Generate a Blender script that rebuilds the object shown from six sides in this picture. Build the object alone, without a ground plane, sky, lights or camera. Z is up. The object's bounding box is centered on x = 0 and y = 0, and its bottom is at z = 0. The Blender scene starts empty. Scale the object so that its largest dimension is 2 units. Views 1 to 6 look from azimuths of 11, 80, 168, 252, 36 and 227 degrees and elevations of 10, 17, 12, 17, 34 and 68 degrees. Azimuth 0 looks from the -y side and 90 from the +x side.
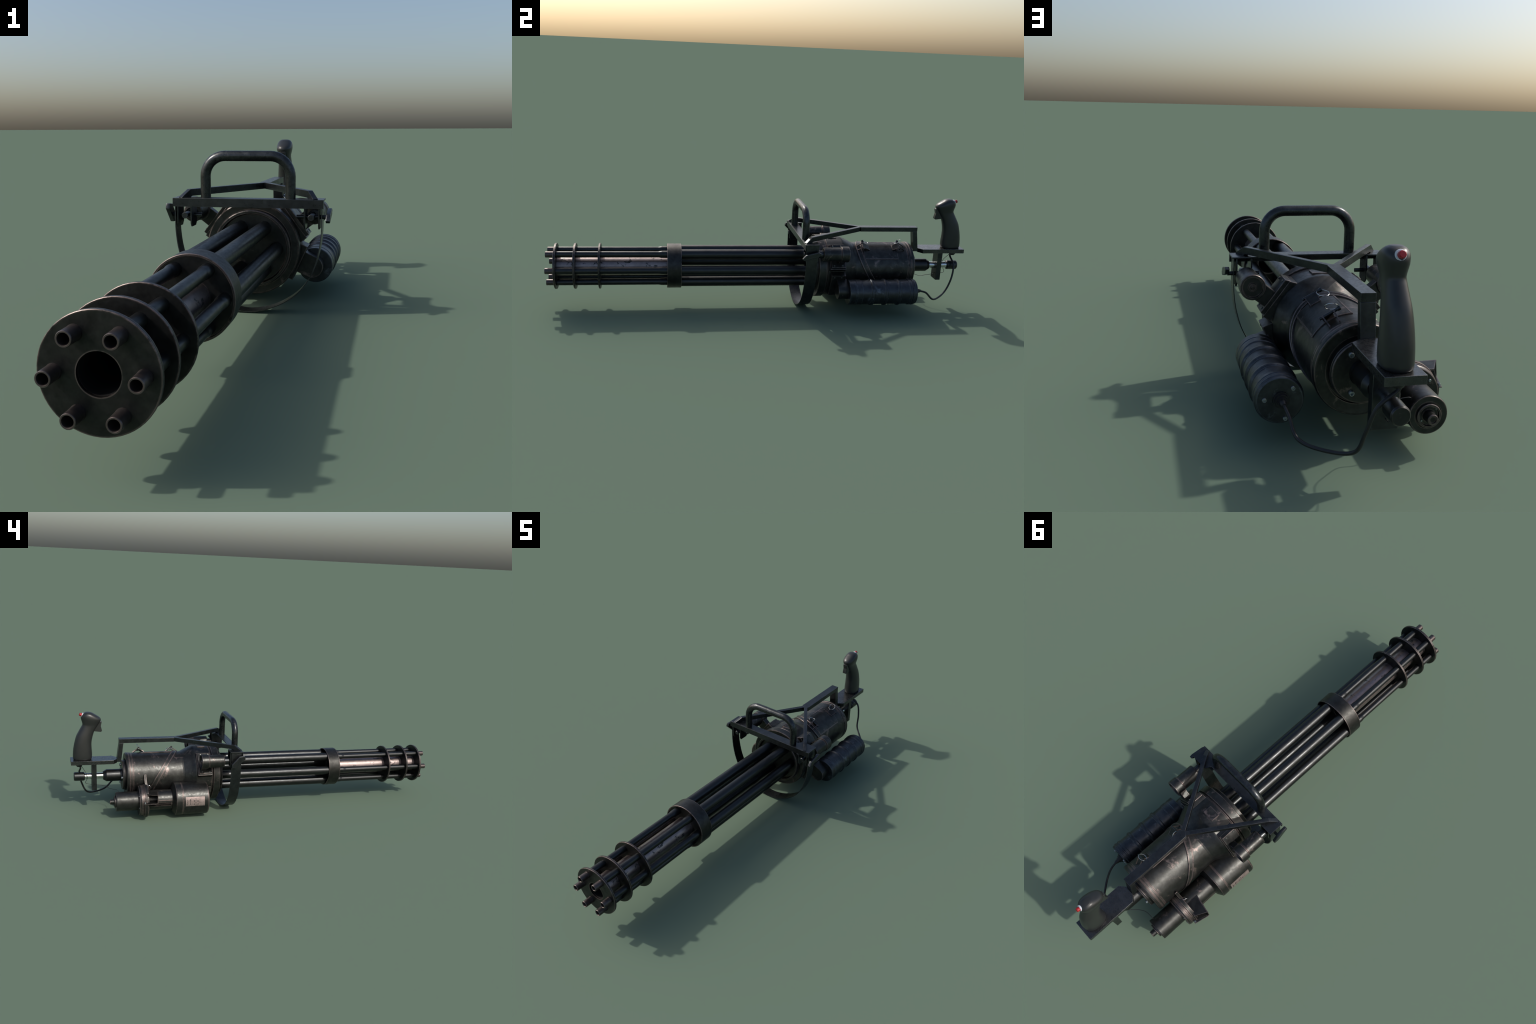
import bpy, bmesh, math
from math import sin, cos, pi, radians
from mathutils import Vector, Matrix

AXZ = 0.190            # height of the barrel axis; the gun points to -y
col = bpy.context.scene.collection

# ------------------------------------------------------------------ materials
def new_mat(name):
    m = bpy.data.materials.new(name)
    m.use_nodes = True
    nt = m.node_tree
    for n in list(nt.nodes):
        nt.nodes.remove(n)
    out = nt.nodes.new("ShaderNodeOutputMaterial")
    b = nt.nodes.new("ShaderNodeBsdfPrincipled")
    nt.links.new(b.outputs[0], out.inputs[0])
    return m, nt, b


def noise(nt, coord, scale, detail=5.0, rough=0.6, dist=0.0):
    n = nt.nodes.new("ShaderNodeTexNoise")
    n.inputs["Scale"].default_value = scale
    n.inputs["Detail"].default_value = detail
    n.inputs["Roughness"].default_value = rough
    n.inputs["Distortion"].default_value = dist
    nt.links.new(coord, n.inputs["Vector"])
    return n.outputs["Fac"]


def ramp(nt, fac, lo, hi, a=0.0, b=1.0):
    r = nt.nodes.new("ShaderNodeMapRange")
    r.interpolation_type = "SMOOTHSTEP"
    r.inputs["From Min"].default_value = lo
    r.inputs["From Max"].default_value = hi
    r.inputs["To Min"].default_value = a
    r.inputs["To Max"].default_value = b
    nt.links.new(fac, r.inputs["Value"])
    return r.outputs["Result"]


def math_node(nt, op, a, b=None):
    n = nt.nodes.new("ShaderNodeMath")
    n.operation = op
    for i, v in enumerate((a, b)):
        if v is None:
            continue
        if isinstance(v, (int, float)):
            n.inputs[i].default_value = v
        else:
            nt.links.new(v, n.inputs[i])
    return n.outputs[0]


def mix_col(nt, fac, a, b):
    n = nt.nodes.new("ShaderNodeMix")
    n.data_type = "RGBA"
    nt.links.new(fac, n.inputs[0])
    for i, v in ((6, a), (7, b)):
        if isinstance(v, tuple):
            n.inputs[i].default_value = (*v, 1)
        else:
            nt.links.new(v, n.inputs[i])
    return n.outputs[2]


def mix_val(nt, fac, a, b):
    n = nt.nodes.new("ShaderNodeMix")
    nt.links.new(fac, n.inputs[0])
    for i, v in ((2, a), (3, b)):
        if isinstance(v, (int, float)):
            n.inputs[i].default_value = v
        else:
            nt.links.new(v, n.inputs[i])
    return n.outputs[0]


RUST = (0.26, 0.20, 0.187)      # bare, slightly rusty steel under the black finish


def worn_black(name, base, rough, metal, edge=0.5, patch=0.62, rust=RUST, edge_r=0.003, stretch=(1, 1, 1), vary=0.3, patch_scale=14, grain=0.06, patch_mix=0.55, soft=0.10):
    """Black finish, rubbed through to bare steel on edges and in patches."""
    m, nt, b = new_mat(name)
    tc = nt.nodes.new("ShaderNodeTexCoord")
    mp = nt.nodes.new("ShaderNodeMapping")
    mp.inputs["Scale"].default_value = stretch
    nt.links.new(tc.outputs["Object"], mp.inputs["Vector"])
    co = mp.outputs["Vector"]
    big = noise(nt, co, patch_scale, 8, 0.68, 0.6)
    fine = noise(nt, co, 90, 6, 0.7)
    # rubbed edges: where the rounded normal leaves the true one
    bev = nt.nodes.new("ShaderNodeBevel")
    bev.samples = 4
    bev.inputs["Radius"].default_value = edge_r
    geo = nt.nodes.new("ShaderNodeNewGeometry")
    dot = nt.nodes.new("ShaderNodeVectorMath")
    dot.operation = "DOT_PRODUCT"
    nt.links.new(bev.outputs[0], dot.inputs[0])
    nt.links.new(geo.outputs["Normal"], dot.inputs[1])
    e = ramp(nt, dot.outputs["Value"], 0.995, 0.93)
    chip = ramp(nt, math_node(nt, "ADD", math_node(nt, "MULTIPLY", big, 0.6), math_node(nt, "MULTIPLY", fine, 0.4)), 0.38, 0.52)
    emask = math_node(nt, "MULTIPLY", math_node(nt, "MULTIPLY", e, chip), edge)
    pm = ramp(nt, math_node(nt, "ADD", math_node(nt, "MULTIPLY", big, 0.75), math_node(nt, "MULTIPLY", fine, 0.25)), patch, patch + soft)
    mask = math_node(nt, "MAXIMUM", emask, math_node(nt, "MULTIPLY", pm, patch_mix))
    tone = ramp(nt, noise(nt, co, 30, 6, 0.7), 0.3, 0.75, 1 - vary, 1 + vary)
    vm = nt.nodes.new("ShaderNodeVectorMath")
    vm.operation = "SCALE"
    vm.inputs[0].default_value = base
    nt.links.new(tone, vm.inputs["Scale"])
    nt.links.new(mix_col(nt, mask, vm.outputs[0], rust), b.inputs["Base Color"])
    nt.links.new(mix_val(nt, mask, metal, 0.75), b.inputs["Metallic"])
    rr = ramp(nt, fine, 0.3, 0.7, rough - 0.06, rough + 0.08)
    nt.links.new(mix_val(nt, mask, rr, 0.42), b.inputs["Roughness"])
    bp = nt.nodes.new("ShaderNodeBump")
    bp.inputs["Strength"].default_value = grain
    bp.inputs["Distance"].default_value = 0.002
    nt.links.new(fine, bp.inputs["Height"])
    nt.links.new(bp.outputs[0], b.inputs["Normal"])
    return m


def plain(name, colr, rough, metal=0.0, spec=0.5, vary=0.15):
    m, nt, b = new_mat(name)
    tc = nt.nodes.new("ShaderNodeTexCoord")
    t = ramp(nt, noise(nt, tc.outputs["Object"], 60, 5, 0.65), 0.3, 0.7, 1 - vary, 1 + vary)
    vm = nt.nodes.new("ShaderNodeVectorMath")
    vm.operation = "SCALE"
    vm.inputs[0].default_value = colr
    nt.links.new(t, vm.inputs["Scale"])
    nt.links.new(vm.outputs[0], b.inputs["Base Color"])
    b.inputs["Roughness"].default_value = rough
    b.inputs["Metallic"].default_value = metal
    b.inputs["Specular IOR Level"].default_value = spec
    return m


M_BARREL = worn_black("blued_barrel_steel", (0.044, 0.046, 0.047), 0.35, 0.92, edge=0.35, patch=0.60, edge_r=0.002, stretch=(1, 0.35, 1), patch_scale=18, vary=0.12, grain=0.0)
M_DISC = worn_black("blackened_plate_steel", (0.038, 0.038, 0.036), 0.40, 0.85, edge=0.95, patch=0.72, edge_r=0.004)
M_BODY = worn_black("worn_black_receiver_finish", (0.047, 0.048, 0.046), 0.38, 0.85, edge=0.9, patch=0.555, edge_r=0.0045, patch_mix=0.6)
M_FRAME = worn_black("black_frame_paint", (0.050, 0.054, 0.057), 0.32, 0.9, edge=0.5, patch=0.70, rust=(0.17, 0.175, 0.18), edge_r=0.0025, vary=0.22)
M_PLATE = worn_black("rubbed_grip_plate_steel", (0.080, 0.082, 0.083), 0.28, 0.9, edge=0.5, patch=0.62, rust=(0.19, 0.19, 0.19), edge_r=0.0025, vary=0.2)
M_HANDLE = worn_black("rubbed_handle_paint", (0.050, 0.054, 0.056), 0.30, 0.9, edge=0.3, patch=0.56, rust=(0.11, 0.112, 0.115), patch_scale=10)
M_TIP = worn_black("heat_browned_muzzle_steel", (0.105, 0.088, 0.084), 0.40, 0.85, edge=0.5, patch=0.66, edge_r=0.002)
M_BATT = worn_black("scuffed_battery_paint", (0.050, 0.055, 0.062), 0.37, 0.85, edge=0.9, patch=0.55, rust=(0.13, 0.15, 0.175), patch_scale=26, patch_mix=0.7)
M_TUBE = worn_black("bare_core_tube_steel", (0.28, 0.23, 0.22), 0.38, 0.85, edge=0.2, patch=0.56, rust=(0.035, 0.037, 0.036), patch_mix=0.95, soft=0.04, edge_r=0.002, stretch=(1, 0.6, 1), patch_scale=30, vary=0.2)
M_CHROME = plain("polished_rod_steel", (0.62, 0.64, 0.64), 0.2, 1.0, vary=0.03)
M_BOLT = plain("zinc_bolt", (0.30, 0.33, 0.33), 0.42, 0.9)
M_STUD = plain("dull_stud_steel", (0.12, 0.125, 0.12), 0.45, 0.8)
M_BORE_SHADE = plain("painted_bore_shade", (0.006, 0.006, 0.006), 0.8, 0.0, 0.2)  # near-black colour that paints the shade inside the core tube
M_GRIP = plain("black_grip_plastic", (0.018, 0.019, 0.0185), 0.36, 0.0, 0.5, vary=0.1)
M_RUBBER = plain("black_cable_rubber", (0.014, 0.014, 0.015), 0.45, 0.0, 0.4)
M_RED = plain("red_button_plastic", (0.33, 0.008, 0.011), 0.35, 0.0)
M_WHITE = plain("white_collar_plastic", (0.55, 0.58, 0.61), 0.4, 0.0, vary=0.04)
M_LABEL = plain("faded_label_foil", (0.29, 0.23, 0.215), 0.45, 0.6, vary=0.25)
M_INK = plain("label_ink", (0.04, 0.036, 0.034), 0.6, 0.0)

# ------------------------------------------------------------------ mesh helpers
ROOT = bpy.data.objects.new("rotary_machine_gun", None)
col.objects.link(ROOT)
ROOT["label"] = "black six barrel rotary machine gun with carry handle and rear grip"
ROOT["category"] = "machine gun"


def emit(bm, name, mat, parent=None, angle=20, recalc=True):
    if recalc:
        bmesh.ops.recalc_face_normals(bm, faces=bm.faces)
    me = bpy.data.meshes.new(name)
    bm.to_mesh(me)
    bm.free()
    me.materials.append(mat)
    me.shade_smooth()
    me.set_sharp_from_angle(angle=radians(angle))
    o = bpy.data.objects.new(name, me)
    col.objects.link(o)
    o.parent = parent or ROOT
    return o


def lathe_into(bm, prof, x0=0.0, z0=AXZ, seg=64, a0=0.0, a1=2 * pi):
    """Turn a (y, radius) profile about an axis parallel to y."""
    held = [prof[0]]
    for (ya, ra), (yb, rb) in zip(prof, prof[1:]):      # holding loops keep long walls flat in shading
        d = math.hypot(yb - ya, rb - ra)
        if d > 0.008 and ra > 0 and rb > 0:
            for t in (0.001 / d, 1 - 0.001 / d):
                held.append((ya + (yb - ya) * t, ra + (rb - ra) * t))
        held.append((yb, rb))
    prof = held
    full = abs(a1 - a0 - 2 * pi) < 1e-6
    n = seg if full else seg + 1
    rings = []
    for y, r in prof:
        if r < 1e-6:
            rings.append([bm.verts.new((x0, y, z0))] * n)
        else:
            rings.append([bm.verts.new((x0 + r * cos(a0 + (a1 - a0) * i / seg), y, z0 + r * sin(a0 + (a1 - a0) * i / seg))) for i in range(n)])
    for A, B in zip(rings, rings[1:]):
        for i in range(seg):
            j = (i + 1) % n
            f = []
            for v in (A[i], A[j], B[j], B[i]):
                if v not in f:
                    f.append(v)
            if len(f) > 2:
                bm.faces.new(f)


def lathe(name, prof, mat, x0=0.0, z0=AXZ, seg=64, parent=None, angle=30):
    bm = bmesh.new()
    lathe_into(bm, prof, x0, z0, seg)
    return emit(bm, name, mat, parent, angle)


def chamfered(y0, y1, r, c=0.0015, r_in=0.0):
    """Profile of a disc or ring with small chamfers."""
    p = [(y0, r_in), (y0, r - c), (y0 + c, r), (y1 - c, r), (y1, r - c), (y1, r_in)]
    if r_in > 0:
        p.append((y0, r_in))
    return p


def prism_into(bm, pts, thick_vec):
    """Extrude a planar polygon of 3D points by a vector."""
    a = [bm.verts.new(p) for p in pts]
    b = [bm.verts.new(Vector(p) + Vector(thick_vec)) for p in pts]
    bm.faces.new(a)
    bm.faces.new(b[::-1])
    n = len(pts)
    for i in range(n):
        bm.faces.new((a[i], b[i], b[(i + 1) % n], a[(i + 1) % n]))


def box_into(bm, c, size, rot=None):
    hx, hy, hz = (s / 2 for s in size)
    M = Matrix.Translation(c) @ (rot.to_4x4() if rot else Matrix.Identity(4))
    vs = [bm.verts.new(M @ Vector((x, y, z))) for x in (-hx, hx) for y in (-hy, hy) for z in (-hz, hz)]
    for f in ((0, 1, 3, 2), (4, 6, 7, 5), (0, 4, 5, 1), (2, 3, 7, 6), (0, 2, 6, 4), (1, 5, 7, 3)):
        bm.faces.new([vs[i] for i in f])


def bevel(bm, w, segs=2):
    bmesh.ops.recalc_face_normals(bm, faces=bm.faces)
    es = [e for e in bm.edges if len(e.link_faces) == 2 and e.calc_face_angle(0) > radians(30)]
    bmesh.ops.bevel(bm, geom=es, offset=w, segments=segs, affect="EDGES", profile=0.5, clamp_overlap=True)


def box(name, c, size, mat, rot=None, bev=0.0012, parent=None):
    bm = bmesh.new()
    box_into(bm, c, size, rot)
    if bev:
        bevel(bm, bev)
    return emit(bm, name, mat, parent)


def prism(name, pts, vec, mat, bev=0.001, parent=None):
    bm = bmesh.new()
    prism_into(bm, pts, vec)
    if bev:
        bevel(bm, bev)
    return emit(bm, name, mat, parent)


def spline(pts, n=14):
    """Catmull-Rom through control points."""
    P = [Vector(p) for p in pts]
    P = [2 * P[0] - P[1]] + P + [2 * P[-1] - P[-2]]
    out = []
    for i in range(1, len(P) - 2):
        a, b, c, d = P[i - 1:i + 3]
        for k in range(n):
            t = k / n
            out.append(0.5 * (2 * b + (c - a) * t + (2 * a - 5 * b + 4 * c - d) * t * t + (3 * b - a - 3 * c + d) * t ** 3))
    return out + [P[-2]]


def sweep_into(bm, path, section, closed=False, up=Vector((0, 0, 1)), transport=True):
    """Sweep a 2D section (side, up) along a path with mitred corners."""
    n = len(path)
    rings = []
    N = None
    for i, p in enumerate(path):
        if closed:
            d0 = (path[i] - path[i - 1]).normalized()
            d1 = (path[(i + 1) % n] - path[i]).normalized()
        else:
            d0 = (path[i] - path[i - 1]).normalized() if i else (path[1] - path[0]).normalized()
            d1 = (path[i + 1] - path[i]).normalized() if i < n - 1 else d0
        t = (d0 + d1).normalized()
        if N is None or not transport:
            N = up - t * up.dot(t)
            if N.length < 1e-4:
                N = Vector((0, 1, 0)) - t * t.y
        else:
            N = N - t * N.dot(t)
        N.normalize()
        S = t.cross(N)
        k = 1 / max(0.5, t.dot(d1))
        # stretch the section in the plane of the bend so that the corner keeps its width
        bend = d1 - d0
        ring = []
        for s, u in section:
            q = S * s + N * u
            if bend.length > 1e-4:
                bd = (bend - t * bend.dot(t)).normalized()
                q = q + bd * (q.dot(bd) * (k - 1))
            ring.append(bm.verts.new(p + q))
        rings.append(ring)
    m = len(section)
    pairs = list(zip(rings, rings[1:])) + ([(rings[-1], rings[0])] if closed else [])
    for A, B in pairs:
        for i in range(m):
            bm.faces.new((A[i], A[(i + 1) % m], B[(i + 1) % m], B[i]))
    if not closed:
        bm.faces.new(rings[0][::-1])
        bm.faces.new(rings[-1])


def circle(r, n=12):
    return [(r * cos(2 * pi * i / n), r * sin(2 * pi * i / n)) for i in range(n)]


def rect(w, h):
    return [(-w / 2, -h / 2), (w / 2, -h / 2), (w / 2, h / 2), (-w / 2, h / 2)]


def rod_into(bm, a, b, r, n=14):
    sweep_into(bm, [Vector(a), Vector(b)], circle(r, n))


def pipe(name, pts, r, mat, parent=None, n=12):
    bm = bmesh.new()
    sweep_into(bm, [Vector(p) for p in pts], circle(r, n))
    return emit(bm, name, mat, parent, 50)


def torus_into(bm, c, R, r, ex, ey, n=40, m=8):
    c = Vector(c)
    path = [c + ex * R * cos(2 * pi * i / n) + ey * R * sin(2 * pi * i / n) for i in range(n)]
    sweep_into(bm, path, circle(r, m), closed=True, up=ex.cross(ey), transport=False)


def polar(R, th, y, x0=0.0, z0=AXZ):
    """Point at radius R and angle th (degrees from +x towards +z)."""
    return Vector((x0 + R * cos(radians(th)), y, z0 + R * sin(radians(th))))


def arc_shell_into(bm, R0, R1, th0, th1, y0, y1, x0=0.0, z0=AXZ, n=16):
    """Curved plate lying on a cylinder."""
    g = []
    for i in range(n + 1):
        th = th0 + (th1 - th0) * i / n
        g.append([bm.verts.new(polar(R, th, y, x0, z0)) for R, y in ((R0, y0), (R1, y0), (R1, y1), (R0, y1))])
    for A, B in zip(g, g[1:]):
        for i in range(4):
            j = (i + 1) % 4
            bm.faces.new((A[i], A[j], B[j], B[i]))
    bm.faces.new(g[0])
    bm.faces.new(g[-1][::-1])


def bolt_into(bm, c, axis, r, h, socket=True):
    c, axis = Vector(c), Vector(axis).normalized()
    u = axis.orthogonal().normalized()
    v = axis.cross(u)
    prof = [(0, r), (h * 0.7, r), (h, r * 0.8)] + ([(h, r * 0.55), (h * 0.3, r * 0.5), (h * 0.3, 0)] if socket else [(h, 0)])
    n = 14
    rings = []
    for d, rr in prof:
        if rr == 0:
            rings.append([bm.verts.new(c + axis * d)] * n)
        else:
            rings.append([bm.verts.new(c + axis * d + (u * cos(2 * pi * i / n) + v * sin(2 * pi * i / n)) * rr) for i in range(n)])
    for A, B in zip(rings, rings[1:]):
        for i in range(n):
            f = []
            for w in (A[i], A[(i + 1) % n], B[(i + 1) % n], B[i]):
                if w not in f:
                    f.append(w)
            if len(f) > 2:
                bm.faces.new(f)


def bolt(c, axis, r, h, mat=None, parent=None, socket=True):
    bm = bmesh.new()
    bolt_into(bm, c, axis, r, h, socket)
    return emit(bm, "bolt", mat or M_BOLT, parent, 40)


def share(o, dx=0.0, dz=0.0):
    c = o.copy()
    c.location = (dx, 0, dz)
    col.objects.link(c)
    return c


# ------------------------------------------------------------------ barrels
RB = 0.0765
first = None
for i in range(6):
    a = pi / 3 * i
    tip = [(-0.94, 0.0), (-0.94, 0.0098), (-0.9985, 0.0100), (-1.0, 0.0108), (-1.0, 0.0130), (-0.9985, 0.0140), (-0.966, 0.0140), (-0.964, 0.0146), (-0.960, 0.0146)]
    prof = [(-0.960, 0.0), (-0.960, 0.0144), (-0.951, 0.0148), (-0.947, 0.0146), (-0.494, 0.0146), (-0.480, 0.0168), (-0.452, 0.0170), (-0.440, 0.0170), (-0.432, 0.0230), (0.27, 0.0230), (0.27, 0.0)]
    if first is None:
        bm = bmesh.new()
        lathe_into(bm, prof, RB, AXZ, 28)
        first = emit(bm, "barrel", M_BARREL, None, 40)
        bm = bmesh.new()
        lathe_into(bm, tip, RB, AXZ, 28)
        first_tip = emit(bm, "muzzle", M_TIP, first, 40)
    else:
        b = share(first, RB * cos(a) - RB, RB * sin(a))
        t = share(first_tip)
        t.parent = b

# spacer discs carrying the barrels
for y0, y1 in ((-0.963, -0.954), (-0.877, -0.868), (-0.766, -0.758)):
    lathe("barrel_spacer_disc", chamfered(y0, y1, 0.1060, 0.0012, 0.0385), M_DISC, seg=56)

lathe("barrel_clamp_ring", [(-0.448, 0.0435), (-0.448, 0.0985), (-0.4535, 0.0985), (-0.4545, 0.0995), (-0.4545, 0.1032), (-0.4533, 0.1043), (-0.3902, 0.1043), (-0.389, 0.1032),
                            (-0.389, 0.1005), (-0.39, 0.0998), (-0.430, 0.0998), (-0.430, 0.0435), (-0.448, 0.0435)], M_DISC, seg=64)
lathe("core_tube", [(-0.9535, 0.0390), (-0.9535, 0.044), (-0.4310, 0.044), (-0.4310, 0.0390)], M_TUBE, seg=48)
lathe("core_tube_bore_shade", [(-0.9545, 0.0383), (-0.4305, 0.0383), (-0.4305, 0.0392), (-0.9545, 0.0392)], M_BORE_SHADE, seg=40)  # added thin sleeve: darkness of the hollow tube painted on as colour

# ------------------------------------------------------------------ receiver
prof = [(0.2480, 0.0), (0.2480, 0.1110), (0.2460, 0.1120), (0.2320, 0.1130), (0.2295, 0.1150), (0.2295, 0.1220), (0.2320, 0.1245), (0.2485, 0.1262), (0.2485, 0.1475), (0.2505, 0.1505), (0.2830, 0.1505),
        (0.2845, 0.149), (0.2845, 0.1435), (0.2865, 0.1405), (0.2905, 0.1405), (0.2920, 0.1430), (0.2935, 0.1440), (0.371, 0.1440), (0.376, 0.1425), (0.432, 0.1150), (0.440, 0.1135)]
lathe("front_housing", prof, M_BODY, seg=56)
prof = [(0.438, 0.110), (0.438, 0.1133), (0.693, 0.1135), (0.6945, 0.1120), (0.6985, 0.1120), (0.70, 0.1150), (0.7085, 0.1155), (0.7100, 0.1140), (0.7115, 0.1140), (0.7130, 0.1160), (0.7220, 0.1155),
        (0.7260, 0.1130), (0.7270, 0.1095), (0.7250, 0.0850), (0.7180, 0.0840), (0.7150, 0.0)]
lathe("receiver_drum", prof, M_BODY, seg=64)
lathe("rear_hub_plate", [(0.712, 0.0785), (0.7360, 0.0785), (0.7380, 0.0770), (0.7420, 0.0765), (0.7440, 0.0745), (0.7440, 0.0)], M_BODY, seg=48)
for th in (56, -61, 180):
    bolt(polar(0.0555, th, 0.7435), (0, 1, 0), 0.0072, 0.008)

# slanting strap round the drum
bm = bmesh.new()
ring = []
n = 72
for i in range(n):
    th = 360 * i / n
    yc = 0.536 - 0.078 * cos(radians(th - 58))
    ring.append([bm.verts.new(polar(R, th, yc + dy)) for R, dy in ((0.112, -0.0145), (0.1175, -0.0145), (0.1185, -0.0130), (0.1185, -0.0105), (0.1165, -0.0090), (0.1165, 0.0090), (0.1185, 0.0105), (0.1185, 0.0130), (0.1175, 0.0145), (0.112, 0.0145))])
for i in range(n):
    A, B = ring[i], ring[(i + 1) % n]
    for j in range(len(A)):
        k = (j + 1) % len(A)
        bm.faces.new((A[j], A[k], B[k], B[j]))
emit(bm, "receiver_strap", M_BODY, None, 25)

# access plate on the drum, held by two latches with pull rings
bm = bmesh.new()
arc_shell_into(bm, 0.112, 0.1165, 30, 91, 0.478, 0.645)
bevel(bm, 0.0008, 1)
emit(bm, "access_plate", M_BODY, None, 25)
bm = bmesh.new()
for a, b in ((31.5, 33), (88, 89.5)):
    arc_shell_into(bm, 0.116, 0.1172, a, b, 0.482, 0.641)
emit(bm, "plate_rib", M_BODY)

for side, yp in ((1, 0.477), (-1, 0.651)):
    th0, th1 = 53, 70
    P0, P1 = polar(0.134, th0, yp), polar(0.134, th1, yp)
    tan = (P1 - P0).normalized()
    bm = bmesh.new()
    # cover flap leaning from the pin onto the plate
    q = [polar(0.134, th0 + 1, yp), polar(0.134, th1 - 1, yp), polar(0.1165, th1 - 1, yp + side * 0.030), polar(0.1165, th0 + 1, yp + side * 0.030)]
    prism_into(bm, q, polar(0.0035, (th0 + th1) / 2, 0, 0, 0))
    # open frame legs on the other side
    for th in (th0 + 1.5, th1 - 2.5):
        a, b = polar(0.134, th, yp), polar(0.1135, th, yp - side * 0.031)
        prism_into(bm, [a, b, b + tan * 0.0035, a + tan * 0.0035], polar(0.0045, th, 0, 0, 0))
    latch = emit(bm, "latch", M_DISC)
    bm = bmesh.new()
    rod_into(bm, P0 - tan * 0.004, P1 + tan * 0.006, 0.0040)
    rod_into(bm, P1 + tan * 0.006, P1 + tan * 0.014, 0.0058)
    emit(bm, "latch_pin", M_FRAME, latch, 40)
    bm = bmesh.new()
    if side > 0:
        ex, ey = Vector((-0.95, 0.25, -0.05)).normalized(), Vector((0.2, 0.93, -0.25)).normalized()
        ctr = P1 + tan * 0.008 + Vector((-0.006, 0.013, -0.004))
    else:
        ex, ey = Vector((1, 0, 0.1)).normalized(), Vector((0, 0.75, 0.66)).normalized()
        ctr = P1 + tan * 0.006 + Vector((0.014, -0.004, 0.006))
    torus_into(bm, ctr, 0.0165, 0.0010, ex, ey)
    emit(bm, "latch_pull_ring", M_CHROME, latch, 60)

# raised square pad and small lugs on the housing
box("housing_pad", (0, 0.329, AXZ + 0.1425), (0.054, 0.040, 0.008), M_BODY, bev=0.002)
box("housing_lug", (-0.128, 0.303, 0.134), (0.030, 0.014, 0.030), M_BODY)

# ------------------------------------------------------------------ side brackets and recoil cylinders
CX, CZ = 0.198, 0.303
for s in (1, -1):
    ang = radians(36.8)
    nv = Vector((s * cos(ang), 0, sin(ang)))
    tv = Vector((-s * sin(ang), 0, cos(ang)))
    O = Vector((0, 0, AXZ))

    def quad(d, t0, t1, y0, y1):
        return [O + nv * d + tv * t + Vector((0, y, 0)) for t, y in ((t0, y0), (t0, y1), (t1, y1), (t1, y0))]

    def slab(d0, d1, t0, t1, y):
        """Bracket block; its upper end is cut slanting."""
        return [O + nv * d + tv * t + Vector((0, y, 0)) for d, t in ((d0, t0), (d1, t0), (d1, t1), (d0, t1 + 0.4 * (d1 - d0)))]

    bm = bmesh.new()
    prism_into(bm, slab(0.128, 0.154, -0.077, 0.046, 0.296), (0, 0.075, 0))
    bevel(bm, 0.0012)
    br = emit(bm, "cylinder_bracket", M_BODY)
    bm = bmesh.new()
    prism_into(bm, slab(0.150, 0.166, -0.072, 0.042, 0.300), (0, 0.067, 0))
    bevel(bm, 0.0015)
    emit(bm, "bracket_plate", M_BODY, br)
    bm = bmesh.new()
    prism_into(bm, quad(0.160, -0.054, -0.002, 0.331, 0.3590), nv * 0.042)
    bevel(bm, 0.0015)
    emit(bm, "bracket_arm", M_BODY, br)
    for y in (0.312, 0.351):
        for t in (-0.062, 0.033):
            bolt(O + nv * 0.1655 + tv * t + Vector((0, y, 0)), nv, 0.0042, 0.0025, M_STUD, br, False)
    x = s * CX
    cyl = lathe("recoil_cylinder", [(0.246, 0.0), (0.246, 0.0270), (0.2475, 0.0300), (0.2520, 0.0318), (0.3250, 0.0320), (0.3270, 0.0305), (0.3290, 0.0305), (0.3305, 0.0355), (0.3330, 0.0365), (0.3645, 0.0365),
                                    (0.3665, 0.0350), (0.3665, 0.0295), (0.3595, 0.0285), (0.3595, 0.0120), (0.3630, 0.0105), (0.3630, 0.0065), (0.3660, 0.0045), (0.3665, 0.0)], M_BODY, x, CZ, 40)
    lathe("cylinder_rod", [(0.157, 0.0), (0.157, 0.0085), (0.1585, 0.0098), (0.205, 0.0098), (0.207, 0.0125), (0.221, 0.0125), (0.222, 0.0172), (0.248, 0.0175)], M_FRAME, x, CZ, 28, cyl)

# ------------------------------------------------------------------ carry frame
bm = bmesh.new()
box_into(bm, (0, 0.157, 0.3445), (0.472, 0.0045, 0.027))
bevel(bm, 0.0008)
emit(bm, "cross_bar", M_FRAME)
tx = 0.158
prism("cross_bar_flange", [(-0.236, 0.1595, 0.3535), (0.236, 0.1595, 0.3535), (0.236, 0.221, 0.3535), (tx, 0.221, 0.3535), (tx - 0.012, 0.198, 0.3535), (-tx + 0.012 - 0.018, 0.198, 0.3535), (-tx - 0.018, 0.221, 0.3535), (-0.236, 0.221, 0.3535)], (0, 0, 0.0045), M_FRAME, 0.0008)

bm = bmesh.new()
hx, zt, r = 0.133, 0.4875, 0.062
path = [Vector((-hx, 0.1745, 0.352))]
path += [Vector((-hx + r - r * cos(t * pi / 20), 0.1745, zt - r + r * sin(t * pi / 20))) for t in range(11)]
path += [Vector((-p.x, p.y, p.z)) for p in path[::-1]]
sweep_into(bm, path, circle(0.0160, 20))
emit(bm, "carry_handle", M_HANDLE, None, 50)

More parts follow.
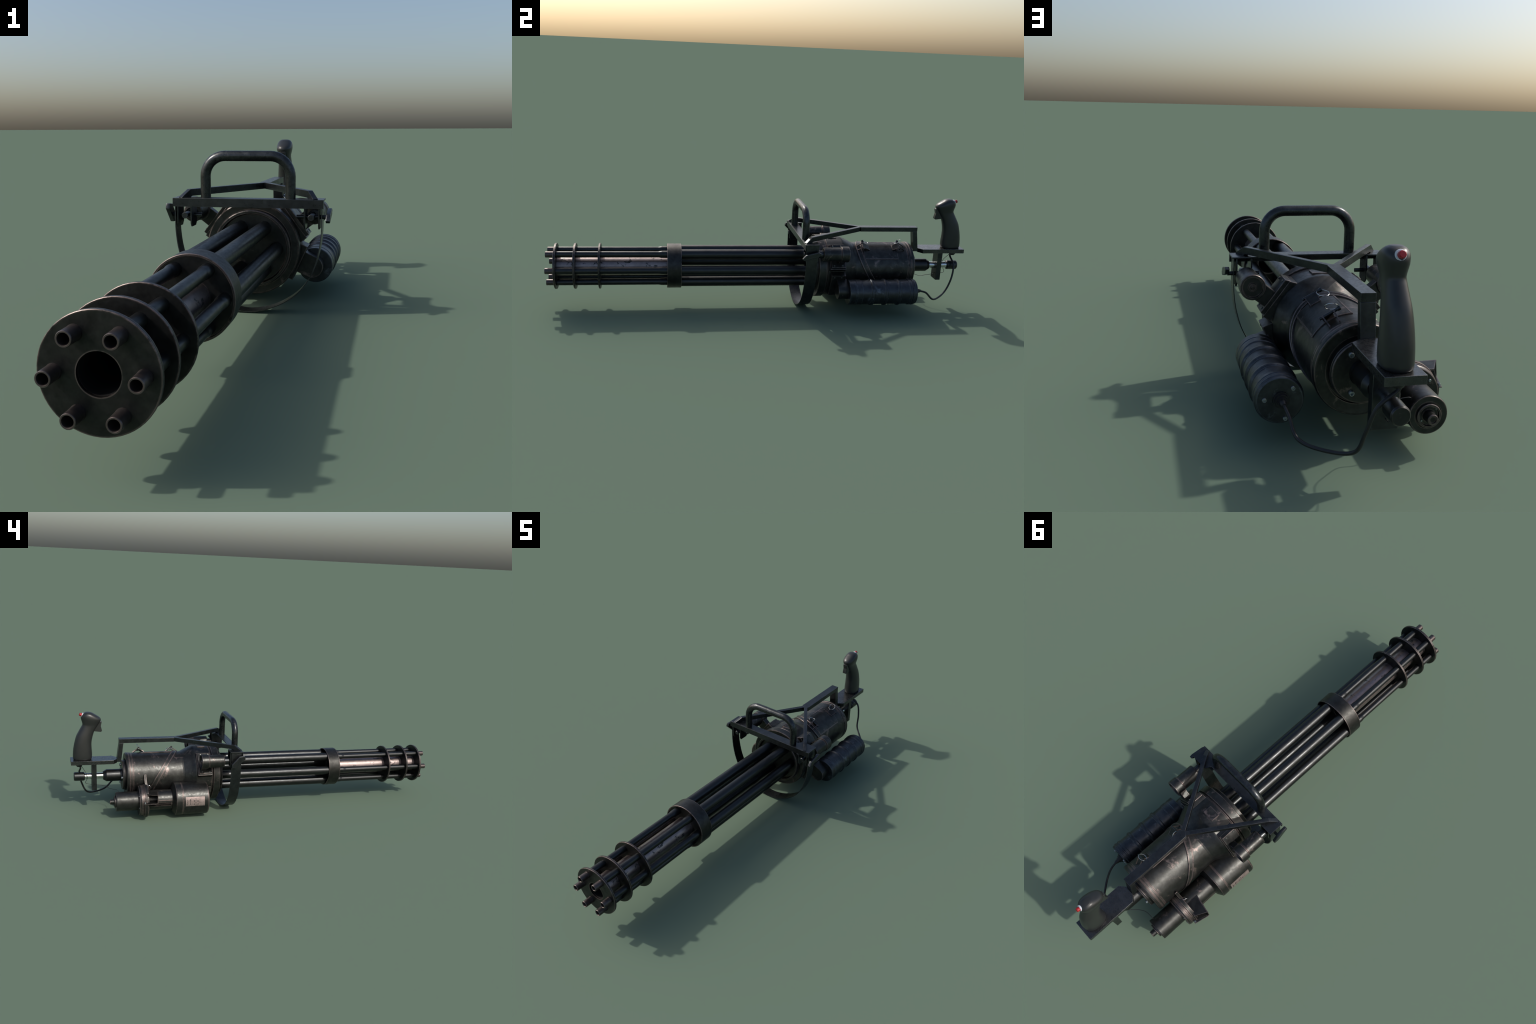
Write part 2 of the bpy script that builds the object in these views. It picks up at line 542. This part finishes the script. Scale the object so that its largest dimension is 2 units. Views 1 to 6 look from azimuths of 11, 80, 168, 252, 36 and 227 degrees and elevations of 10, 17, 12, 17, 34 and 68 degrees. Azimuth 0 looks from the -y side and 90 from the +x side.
for s in (1, -1):
    bm = bmesh.new()
    sweep_into(bm, [Vector((s * 0.004, 0.470, 0.3750)), Vector((s * 0.190, 0.191, 0.3725)), Vector((s * 0.2085, 0.163, 0.351))], rect(0.0165, 0.0215), transport=False)
    bevel(bm, 0.0008)
    emit(bm, "frame_arm", M_FRAME)
bm = bmesh.new()
prism_into(bm, [(-0.0185, 0.472, 0.3645), (0, 0.458, 0.3645), (0.0185, 0.472, 0.3645), (0.0185, 0.757, 0.3645), (-0.0185, 0.757, 0.3645)], (0, 0, 0.0215))
bevel(bm, 0.0008)
emit(bm, "frame_beam", M_FRAME)
prism("frame_post", [(-0.0184, 0.735, 0.3642), (-0.0184, 0.7568, 0.3642), (-0.0184, 0.7700, 0.2650), (-0.0184, 0.7470, 0.2650)], (0.0368, 0, 0), M_FRAME, 0.0008)
prism("grip_plate", [(-0.020, 0.7685, 0.2620), (0.020, 0.7685, 0.2620), (0.045, 0.788, 0.2620), (0.045, 1.0, 0.2620), (-0.045, 1.0, 0.2620), (-0.045, 0.788, 0.2620)], (0, 0, 0.0200), M_PLATE, 0.001)

# lugs, pins and levers at the ends of the cross bar
for s in (1, -1):
    bm = bmesh.new()
    for x in (0.176, 0.2195):
        pts = [(s * x, 0.1605, 0.3530), (s * x, 0.1605, 0.2780), (s * x, 0.168, 0.2675), (s * x, 0.208, 0.2675), (s * x, 0.2205, 0.2800), (s * x, 0.2205, 0.3530)]
        prism_into(bm, pts, (s * 0.0045, 0, 0))
    bevel(bm, 0.0006, 1)
    emit(bm, "pin_lug", M_FRAME)
    bm = bmesh.new()
    rod_into(bm, (s * 0.150, 0.190, CZ), (s * 0.246, 0.190, CZ), 0.0062)
    pin = emit(bm, "locking_pin", M_FRAME, None, 40)
    ang = radians(13 if s > 0 else -47)
    # lever blade, long hexagon in the y-z plane
    L, H = 0.045, (0.0125 if s > 0 else 0.0165)
    pts2 = [(-L, -0.002), (-L + 0.020, H), (L - 0.012, H), (L, 0.004), (L - 0.016, -H + 0.003), (-L + 0.008, -H)]
    pts = [(s * 0.2435, 0.184 + a * cos(ang) - b * sin(ang), 0.309 + a * sin(ang) + b * cos(ang)) for a, b in pts2]
    prism("pin_lever", pts, (s * 0.0135, 0, 0), M_FRAME, 0.0025, pin)

# sling strap hanging under the barrels
half = [(0.2295, 0.3530), (0.2300, 0.300), (0.2290, 0.250), (0.2220, 0.198), (0.2060, 0.142), (0.1820, 0.096), (0.1480, 0.058), (0.1040, 0.0290), (0.0520, 0.0085), (0, 0.0012)]
pts = [(x, 0.1885, z) for x, z in half] + [(-x, 0.1885, z) for x, z in half[-2::-1]]
bm = bmesh.new()
sweep_into(bm, spline(pts, 6), rect(0.0025, 0.052), up=Vector((0, 1, 0)), transport=False)
emit(bm, "sling_strap", M_FRAME, None, 40)

# ------------------------------------------------------------------ rear buffer rod and support fin
lathe("buffer_sleeve", [(0.742, 0.0), (0.742, 0.0345), (0.752, 0.0315), (0.822, 0.0315), (0.839, 0.0215), (0.839, 0.0)], M_BARREL, seg=40)
lathe("buffer_rod", [(0.836, 0.0), (0.836, 0.0155), (0.940, 0.0155), (0.940, 0.0)], M_CHROME, seg=32)
lathe("buffer_cap", [(0.932, 0.0), (0.932, 0.0190), (0.936, 0.0225), (0.982, 0.0225), (0.986, 0.0195), (0.986, 0.0)], M_BARREL, seg=36)
prism("support_fin", [(-0.0305, 0.873, 0.2635), (0.0305, 0.873, 0.2635), (0.0305, 0.873, 0.1200), (-0.0305, 0.873, 0.1200)], (0, 0.024, 0), M_FRAME, 0.001)

# ------------------------------------------------------------------ pistol grip
rows = [  # height, front y, rear y, half width
    (0.2800, 0.903, 0.980, 0.030), (0.2830, 0.897, 0.986, 0.035), (0.2920, 0.893, 0.989, 0.0375), (0.3150, 0.892, 0.9885, 0.0375), (0.3400, 0.8935, 0.986, 0.0365), (0.3720, 0.8935, 0.9795, 0.0345),
    (0.4050, 0.8870, 0.9700, 0.0315), (0.4300, 0.8780, 0.9570, 0.0285), (0.4500, 0.8660, 0.9460, 0.0265), (0.4640, 0.8560, 0.9390, 0.0265), (0.4780, 0.8480, 0.9410, 0.0300), (0.4900, 0.8455, 0.9445, 0.0325),
    (0.5000, 0.8520, 0.9455, 0.0325), (0.5090, 0.8650, 0.9430, 0.0310), (0.5160, 0.8770, 0.9380, 0.0280), (0.5220, 0.8870, 0.9310, 0.0225), (0.5260, 0.8970, 0.9220, 0.0140)]
curve = spline([(a, b, 0) for _, a, b, _ in rows], 4)
widths = spline([(z, w, 0) for z, _, _, w in rows], 4)
bm = bmesh.new()
seg, rings = 36, []
for c, w in zip(curve, widths):
    yc, hy = (c.x + c.y) / 2, (c.y - c.x) / 2
    ring = []
    for i in range(seg):
        t = 2 * pi * i / seg
        e = 0.86
        cx = math.copysign(abs(cos(t)) ** e, cos(t))
        cy = math.copysign(abs(sin(t)) ** e, sin(t))
        ring.append(bm.verts.new((0.001 + w.y * cx * 0.935, yc - 0.0005 + (hy - 0.0005) * cy, w.x)))
    rings.append(ring)
for A, B in zip(rings, rings[1:]):
    for i in range(seg):
        j = (i + 1) % seg
        bm.faces.new((A[i], A[j], B[j], B[i]))
bm.faces.new(rings[0][::-1])
bm.faces.new(rings[-1])
grip = emit(bm, "pistol_grip", M_GRIP, None, 60)
prism("trigger", [(-0.011, 0.8420, 0.4780), (-0.011, 0.8470, 0.4550), (-0.011, 0.8410, 0.4300), (-0.011, 0.8470, 0.4245), (-0.011, 0.8820, 0.4290), (-0.011, 0.8700, 0.4640), (-0.011, 0.8520, 0.4800)], (0.022, 0, 0), M_GRIP, 0.002, grip)


def stub(name, c, axis, prof, mat, parent):
    bm = bmesh.new()
    lathe_into(bm, prof, 0, 0, 24)
    q = Vector((0, 1, 0)).rotation_difference(Vector(axis))
    bmesh.ops.transform(bm, matrix=Matrix.Translation(c) @ q.to_matrix().to_4x4(), verts=bm.verts)
    return emit(bm, name, mat, parent, 40)


bd = Vector((0, 0.93, 0.36)).normalized()
stub("button_collar", (0.002, 0.9370, 0.5110), bd, [(-0.006, 0.0), (-0.006, 0.0125), (0.002, 0.0125), (0.0035, 0.0110), (0.0035, 0.0)], M_WHITE, grip)
stub("thumb_button", (0.002, 0.9370, 0.5110), bd, [(0.0, 0.0), (0.0, 0.0080), (0.0135, 0.0080), (0.0155, 0.0062), (0.0155, 0.0)], M_RED, grip)
stub("cable_gland", (0, 0.958, 0.2635), (0, 0, -1), [(0.0, 0.0), (0.0, 0.019), (0.014, 0.016), (0.020, 0.012), (0.020, 0.0)], M_RUBBER, grip)

# ------------------------------------------------------------------ battery can
BX, BZ = 0.188, 0.116


def ridge(y, r, h=0.0048, w=0.0085):
    return [(y - w, r), (y - w * 0.6, r + h * 0.85), (y - w * 0.4, r + h), (y + w * 0.4, r + h), (y + w * 0.6, r + h * 0.85), (y + w, r)]


r = 0.0575
prof = [(0.3785, 0.0), (0.3785, 0.0560), (0.3800, 0.0585), (0.4060, 0.0590), (0.4080, 0.0575), (0.4120, 0.0575), (0.4140, 0.0595), (0.4380, 0.0595), (0.4400, r)]
for y in (0.489, 0.553, 0.618):
    prof += ridge(y, r)
prof += [(0.6640, r), (0.6665, 0.0605), (0.6760, 0.0610), (0.6780, 0.0585), (0.6820, 0.0585), (0.6840, 0.0615), (0.6930, 0.0610), (0.6950, 0.0585), (0.6985, 0.0590), (0.7030, 0.0575), (0.7045, 0.0555), (0.7045, 0.0)]
batt = lathe("battery_can", prof, M_BATT, BX, BZ, 48)
lathe("battery_connector", [(0.703, 0.0), (0.703, 0.0205), (0.709, 0.0205), (0.709, 0.0175), (0.716, 0.0165), (0.716, 0.0125), (0.723, 0.0120), (0.723, 0.0095), (0.730, 0.0090), (0.740, 0.0055), (0.740, 0.0)], M_RUBBER, BX - 0.003, BZ + 0.002, 24, batt)
for x, z in ((0.2260, 0.1195), (0.1575, 0.1455), (0.1750, 0.0705)):
    bolt((x, 0.7040, z), (0, 1, 0), 0.0058, 0.005, parent=batt)
ang = radians(-24)
nv = Vector((cos(ang), 0, sin(ang)))
tv = Vector((-sin(ang), 0, cos(ang)))
O = Vector((0, 0, AXZ))
bm = bmesh.new()
prism_into(bm, [O + nv * 0.122 + tv * t + Vector((0, y, 0)) for t, y in ((-0.053, 0.304), (-0.053, 0.372), (0.069, 0.372), (0.069, 0.304))], nv * 0.034)
bevel(bm, 0.0012)
bb = emit(bm, "battery_bracket", M_BODY, batt)
dv = Vector((BX, 0, BZ)) - O
d, t = dv.dot(nv), dv.dot(tv)
H = 0.036
out = [(0.150, t + H), (d - 0.006, t + H)] + [(d - 0.006 + H * cos(a * pi / 16), t + H * sin(a * pi / 16)) for a in range(7, -8, -1)] + [(d - 0.006, t - H), (0.150, t - H)]
bm = bmesh.new()
prism_into(bm, [O + nv * a + tv * b + Vector((0, 0.330, 0)) for a, b in out], (0, 0.0490, 0))
bevel(bm, 0.0015)
emit(bm, "battery_arm", M_BODY, batt)
for y in (0.318, 0.352):
    bolt(O + nv * 0.1555 + tv * 0.058 + Vector((0, y, 0)), nv, 0.0038, 0.002, M_STUD, batt, False)

# ------------------------------------------------------------------ drive motor
MX, MZ = -0.149, 0.0945
motor = lathe("drive_motor", [(0.322, 0.0), (0.322, 0.0790), (0.324, 0.0815), (0.327, 0.0820), (0.3285, 0.0840), (0.4560, 0.0840), (0.4575, 0.0825), (0.4605, 0.0825), (0.4620, 0.0845), (0.4880, 0.0845), (0.4930, 0.0835), (0.5080, 0.0600), (0.5080, 0.0)], M_BODY, MX, MZ, 56)
# slotted middle sleeve: two long windows low on the outer side
bm = bmesh.new()
RW, R1 = 0.0450, 0.0512
for a0, a1, y0, y1 in ((201, 528, 0.505, 0.650), (168, 181, 0.505, 0.650), (189, 191, 0.505, 0.650), (181, 201, 0.505, 0.516)):
    arc_shell_into(bm, RW, R1, a0, a1, y0, y1, MX, MZ, max(3, int((a1 - a0) / 6)))
emit(bm, "motor_sleeve", M_BODY, motor, 30)
lathe("motor_core", [(0.500, 0.0), (0.500, 0.0435), (0.660, 0.0435), (0.660, 0.0)], M_BARREL, MX, MZ, 40, motor)
lathe("motor_end_can", [(0.650, 0.0), (0.650, 0.0780), (0.652, 0.0795), (0.6570, 0.0795), (0.6585, 0.0770), (0.6620, 0.0770), (0.6635, 0.0785), (0.6690, 0.0785), (0.6710, 0.0770), (0.6770, 0.0760), (0.6785, 0.0740), (0.6785, 0.0490),
                        (0.7870, 0.0490), (0.7910, 0.0470), (0.7910, 0.0330), (0.7890, 0.0320), (0.7890, 0.0305), (0.7970, 0.0300), (0.7985, 0.0285), (0.7985, 0.0245), (0.7930, 0.0235), (0.7930, 0.0150), (0.8000, 0.0140), (0.8180, 0.0130), (0.8195, 0.0115),
                        (0.8195, 0.0085), (0.8160, 0.0080), (0.8160, 0.0)], M_BODY, MX, MZ, 48, motor)
for x, z in ((-0.1665, 0.1115), (-0.131, 0.0830)):
    bolt((x, 0.7925, z), (0, 1, 0), 0.0030, 0.003, parent=motor, socket=False)
for th in (142, 200, 320):
    bolt(polar(0.0625, th, 0.6780, MX, MZ), (0, 1, 0), 0.0042, 0.003, parent=motor, socket=False)
# clamp band with buckle and tab
bm = bmesh.new()
arc_shell_into(bm, 0.072, 0.0820, 0, 354, 0.6330, 0.6500, MX, MZ, 60)
bevel(bm, 0.0012, 1)
clamp = emit(bm, "motor_clamp_band", M_BODY, motor, 30)
bm = bmesh.new()
arc_shell_into(bm, 0.0800, 0.0890, 176, 232, 0.6370, 0.6545, MX, MZ, 12)
bevel(bm, 0.001, 1)
emit(bm, "clamp_buckle", M_BODY, clamp, 30)
bm = bmesh.new()
sweep_into(bm, [Vector((-0.118, 0.6385, 0.2225)), Vector((-0.130, 0.6370, 0.190)), Vector((-0.142, 0.6350, 0.166))], rect(0.0120, 0.0040), up=Vector((-0.9, 0, 0.35)), transport=False)
box_into(bm, (-0.147, 0.631, 0.166), (0.014, 0.014, 0.012), Matrix.Rotation(radians(35), 3, "X"))
bevel(bm, 0.0006, 1)
emit(bm, "clamp_tab", M_BODY, clamp)
bm = bmesh.new()
torus_into(bm, (-0.146, 0.625, 0.163), 0.0135, 0.0011, Vector((0.3, 0.75, 0.1)).normalized(), Vector((-0.45, 0.1, 0.9)).normalized())
emit(bm, "clamp_pull_ring", M_CHROME, clamp, 60)
# ejection chute: flared open box on the outer side
bm = bmesh.new()
w = 0.0022
it, ot = [(-0.163, 0.578, 0.1450), (-0.163, 0.641, 0.1450)], [(-0.225, 0.644, 0.1485), (-0.252, 0.592, 0.1530)]
ib, ob = [(-0.190, 0.580, 0.1060), (-0.190, 0.641, 0.1060)], [(-0.236, 0.646, 0.1080), (-0.256, 0.593, 0.1100)]
prism_into(bm, [it[0], it[1], ot[0], ot[1]], (0, 0, -w))
prism_into(bm, [ib[0], ib[1], ob[0], ob[1]], (0, 0, w))
prism_into(bm, [it[0], ot[1], ob[1], ib[0]], (0, w, 0))
prism_into(bm, [it[1], ot[0], ob[0], ib[1]], (0, -w, 0))
emit(bm, "ejection_chute", M_DISC, motor)
bm = bmesh.new()
prism_into(bm, [(-0.226, 0.658, 0.1060), (-0.242, 0.660, 0.1060), (-0.256, 0.598, 0.1070), (-0.236, 0.594, 0.1070)], (0, 0, -0.003))
bevel(bm, 0.0006, 1)
emit(bm, "chute_hinge_plate", M_BODY, motor)
bolt((-0.236, 0.654, 0.1055), (0, 0, 1), 0.0042, 0.008, parent=motor)

# information label on the motor can, with arrow and printed marks
bm = bmesh.new()
arc_shell_into(bm, 0.0835, 0.0846, 158, 190.5, 0.3485, 0.4475, MX, MZ, 10)
label = emit(bm, "motor_label", M_LABEL, motor, 30)


def mark_into(bm, y0, y1, h0, h1):
    """Ink bar; y along the can, h = arc height in metres above the motor axis."""
    a = [180 - math.degrees(h / 0.0846) for h in (h1, h0)]
    arc_shell_into(bm, 0.0842, 0.08485, a[0], a[1], y0, y1, MX, MZ, 3)


bm = bmesh.new()
mark_into(bm, 0.4235, 0.4260, -0.008, 0.016)
mark_into(bm, 0.4215, 0.4280, 0.015, 0.018)
mark_into(bm, 0.4230, 0.4265, 0.018, 0.022)
for y0, y1, h0, h1 in ((0.392, 0.3965, 0.019, 0.0205), (0.392, 0.3965, 0.026, 0.0275), (0.392, 0.3932, 0.0205, 0.026), (0.3953, 0.3965, 0.0205, 0.026),
                       (0.4025, 0.4055, 0.005, 0.016), (0.3985, 0.4020, 0.013, 0.016), (0.3985, 0.4020, 0.005, 0.008), (0.3915, 0.3965, 0.0045, 0.007), (0.3915, 0.3965, 0.0125, 0.015),
                       (0.3830, 0.3860, 0.005, 0.016), (0.3870, 0.3900, 0.008, 0.013), (0.4015, 0.4055, -0.0085, -0.002), (0.3820, 0.3860, -0.0085, -0.002)):
    mark_into(bm, y0, y1, h0, h1)
emit(bm, "label_print", M_INK, label)
bm = bmesh.new()
for k in range(9):
    h = -0.010 + 0.0032 * k
    mark_into(bm, 0.4365, 0.4365 + 0.002 + 0.0016 * ((k * 7) % 3), h, h + 0.0018)
emit(bm, "label_fine_print", M_BODY, label)

# ------------------------------------------------------------------ cables
pts = [(-0.005, 0.952, 0.248), (-0.0038, 0.9525, 0.2331), (0.0405, 0.9559, 0.199), (0.0583, 0.9452, 0.1404), (0.072, 0.9174, 0.0834), (0.1227, 0.8645, 0.0648), (0.1684, 0.8107, 0.0689), (0.1805, 0.7695, 0.106), (0.185, 0.735, 0.118)]
pipe("power_cable", spline(pts, 10), 0.0046, M_RUBBER)
pts = [(-0.001, 0.947, 0.246), (-0.0205, 0.925, 0.2106), (-0.0146, 0.9204, 0.1811), (-0.0008, 0.927, 0.1525), (-0.0021, 0.8901, 0.1442), (-0.0033, 0.8416, 0.1374), (-0.0252, 0.8074, 0.1257), (-0.0657, 0.7772, 0.13), (-0.107, 0.773, 0.134), (-0.112, 0.771, 0.122)]
wire = pipe("trigger_wire", spline(pts, 10), 0.0012, M_RUBBER, n=8)
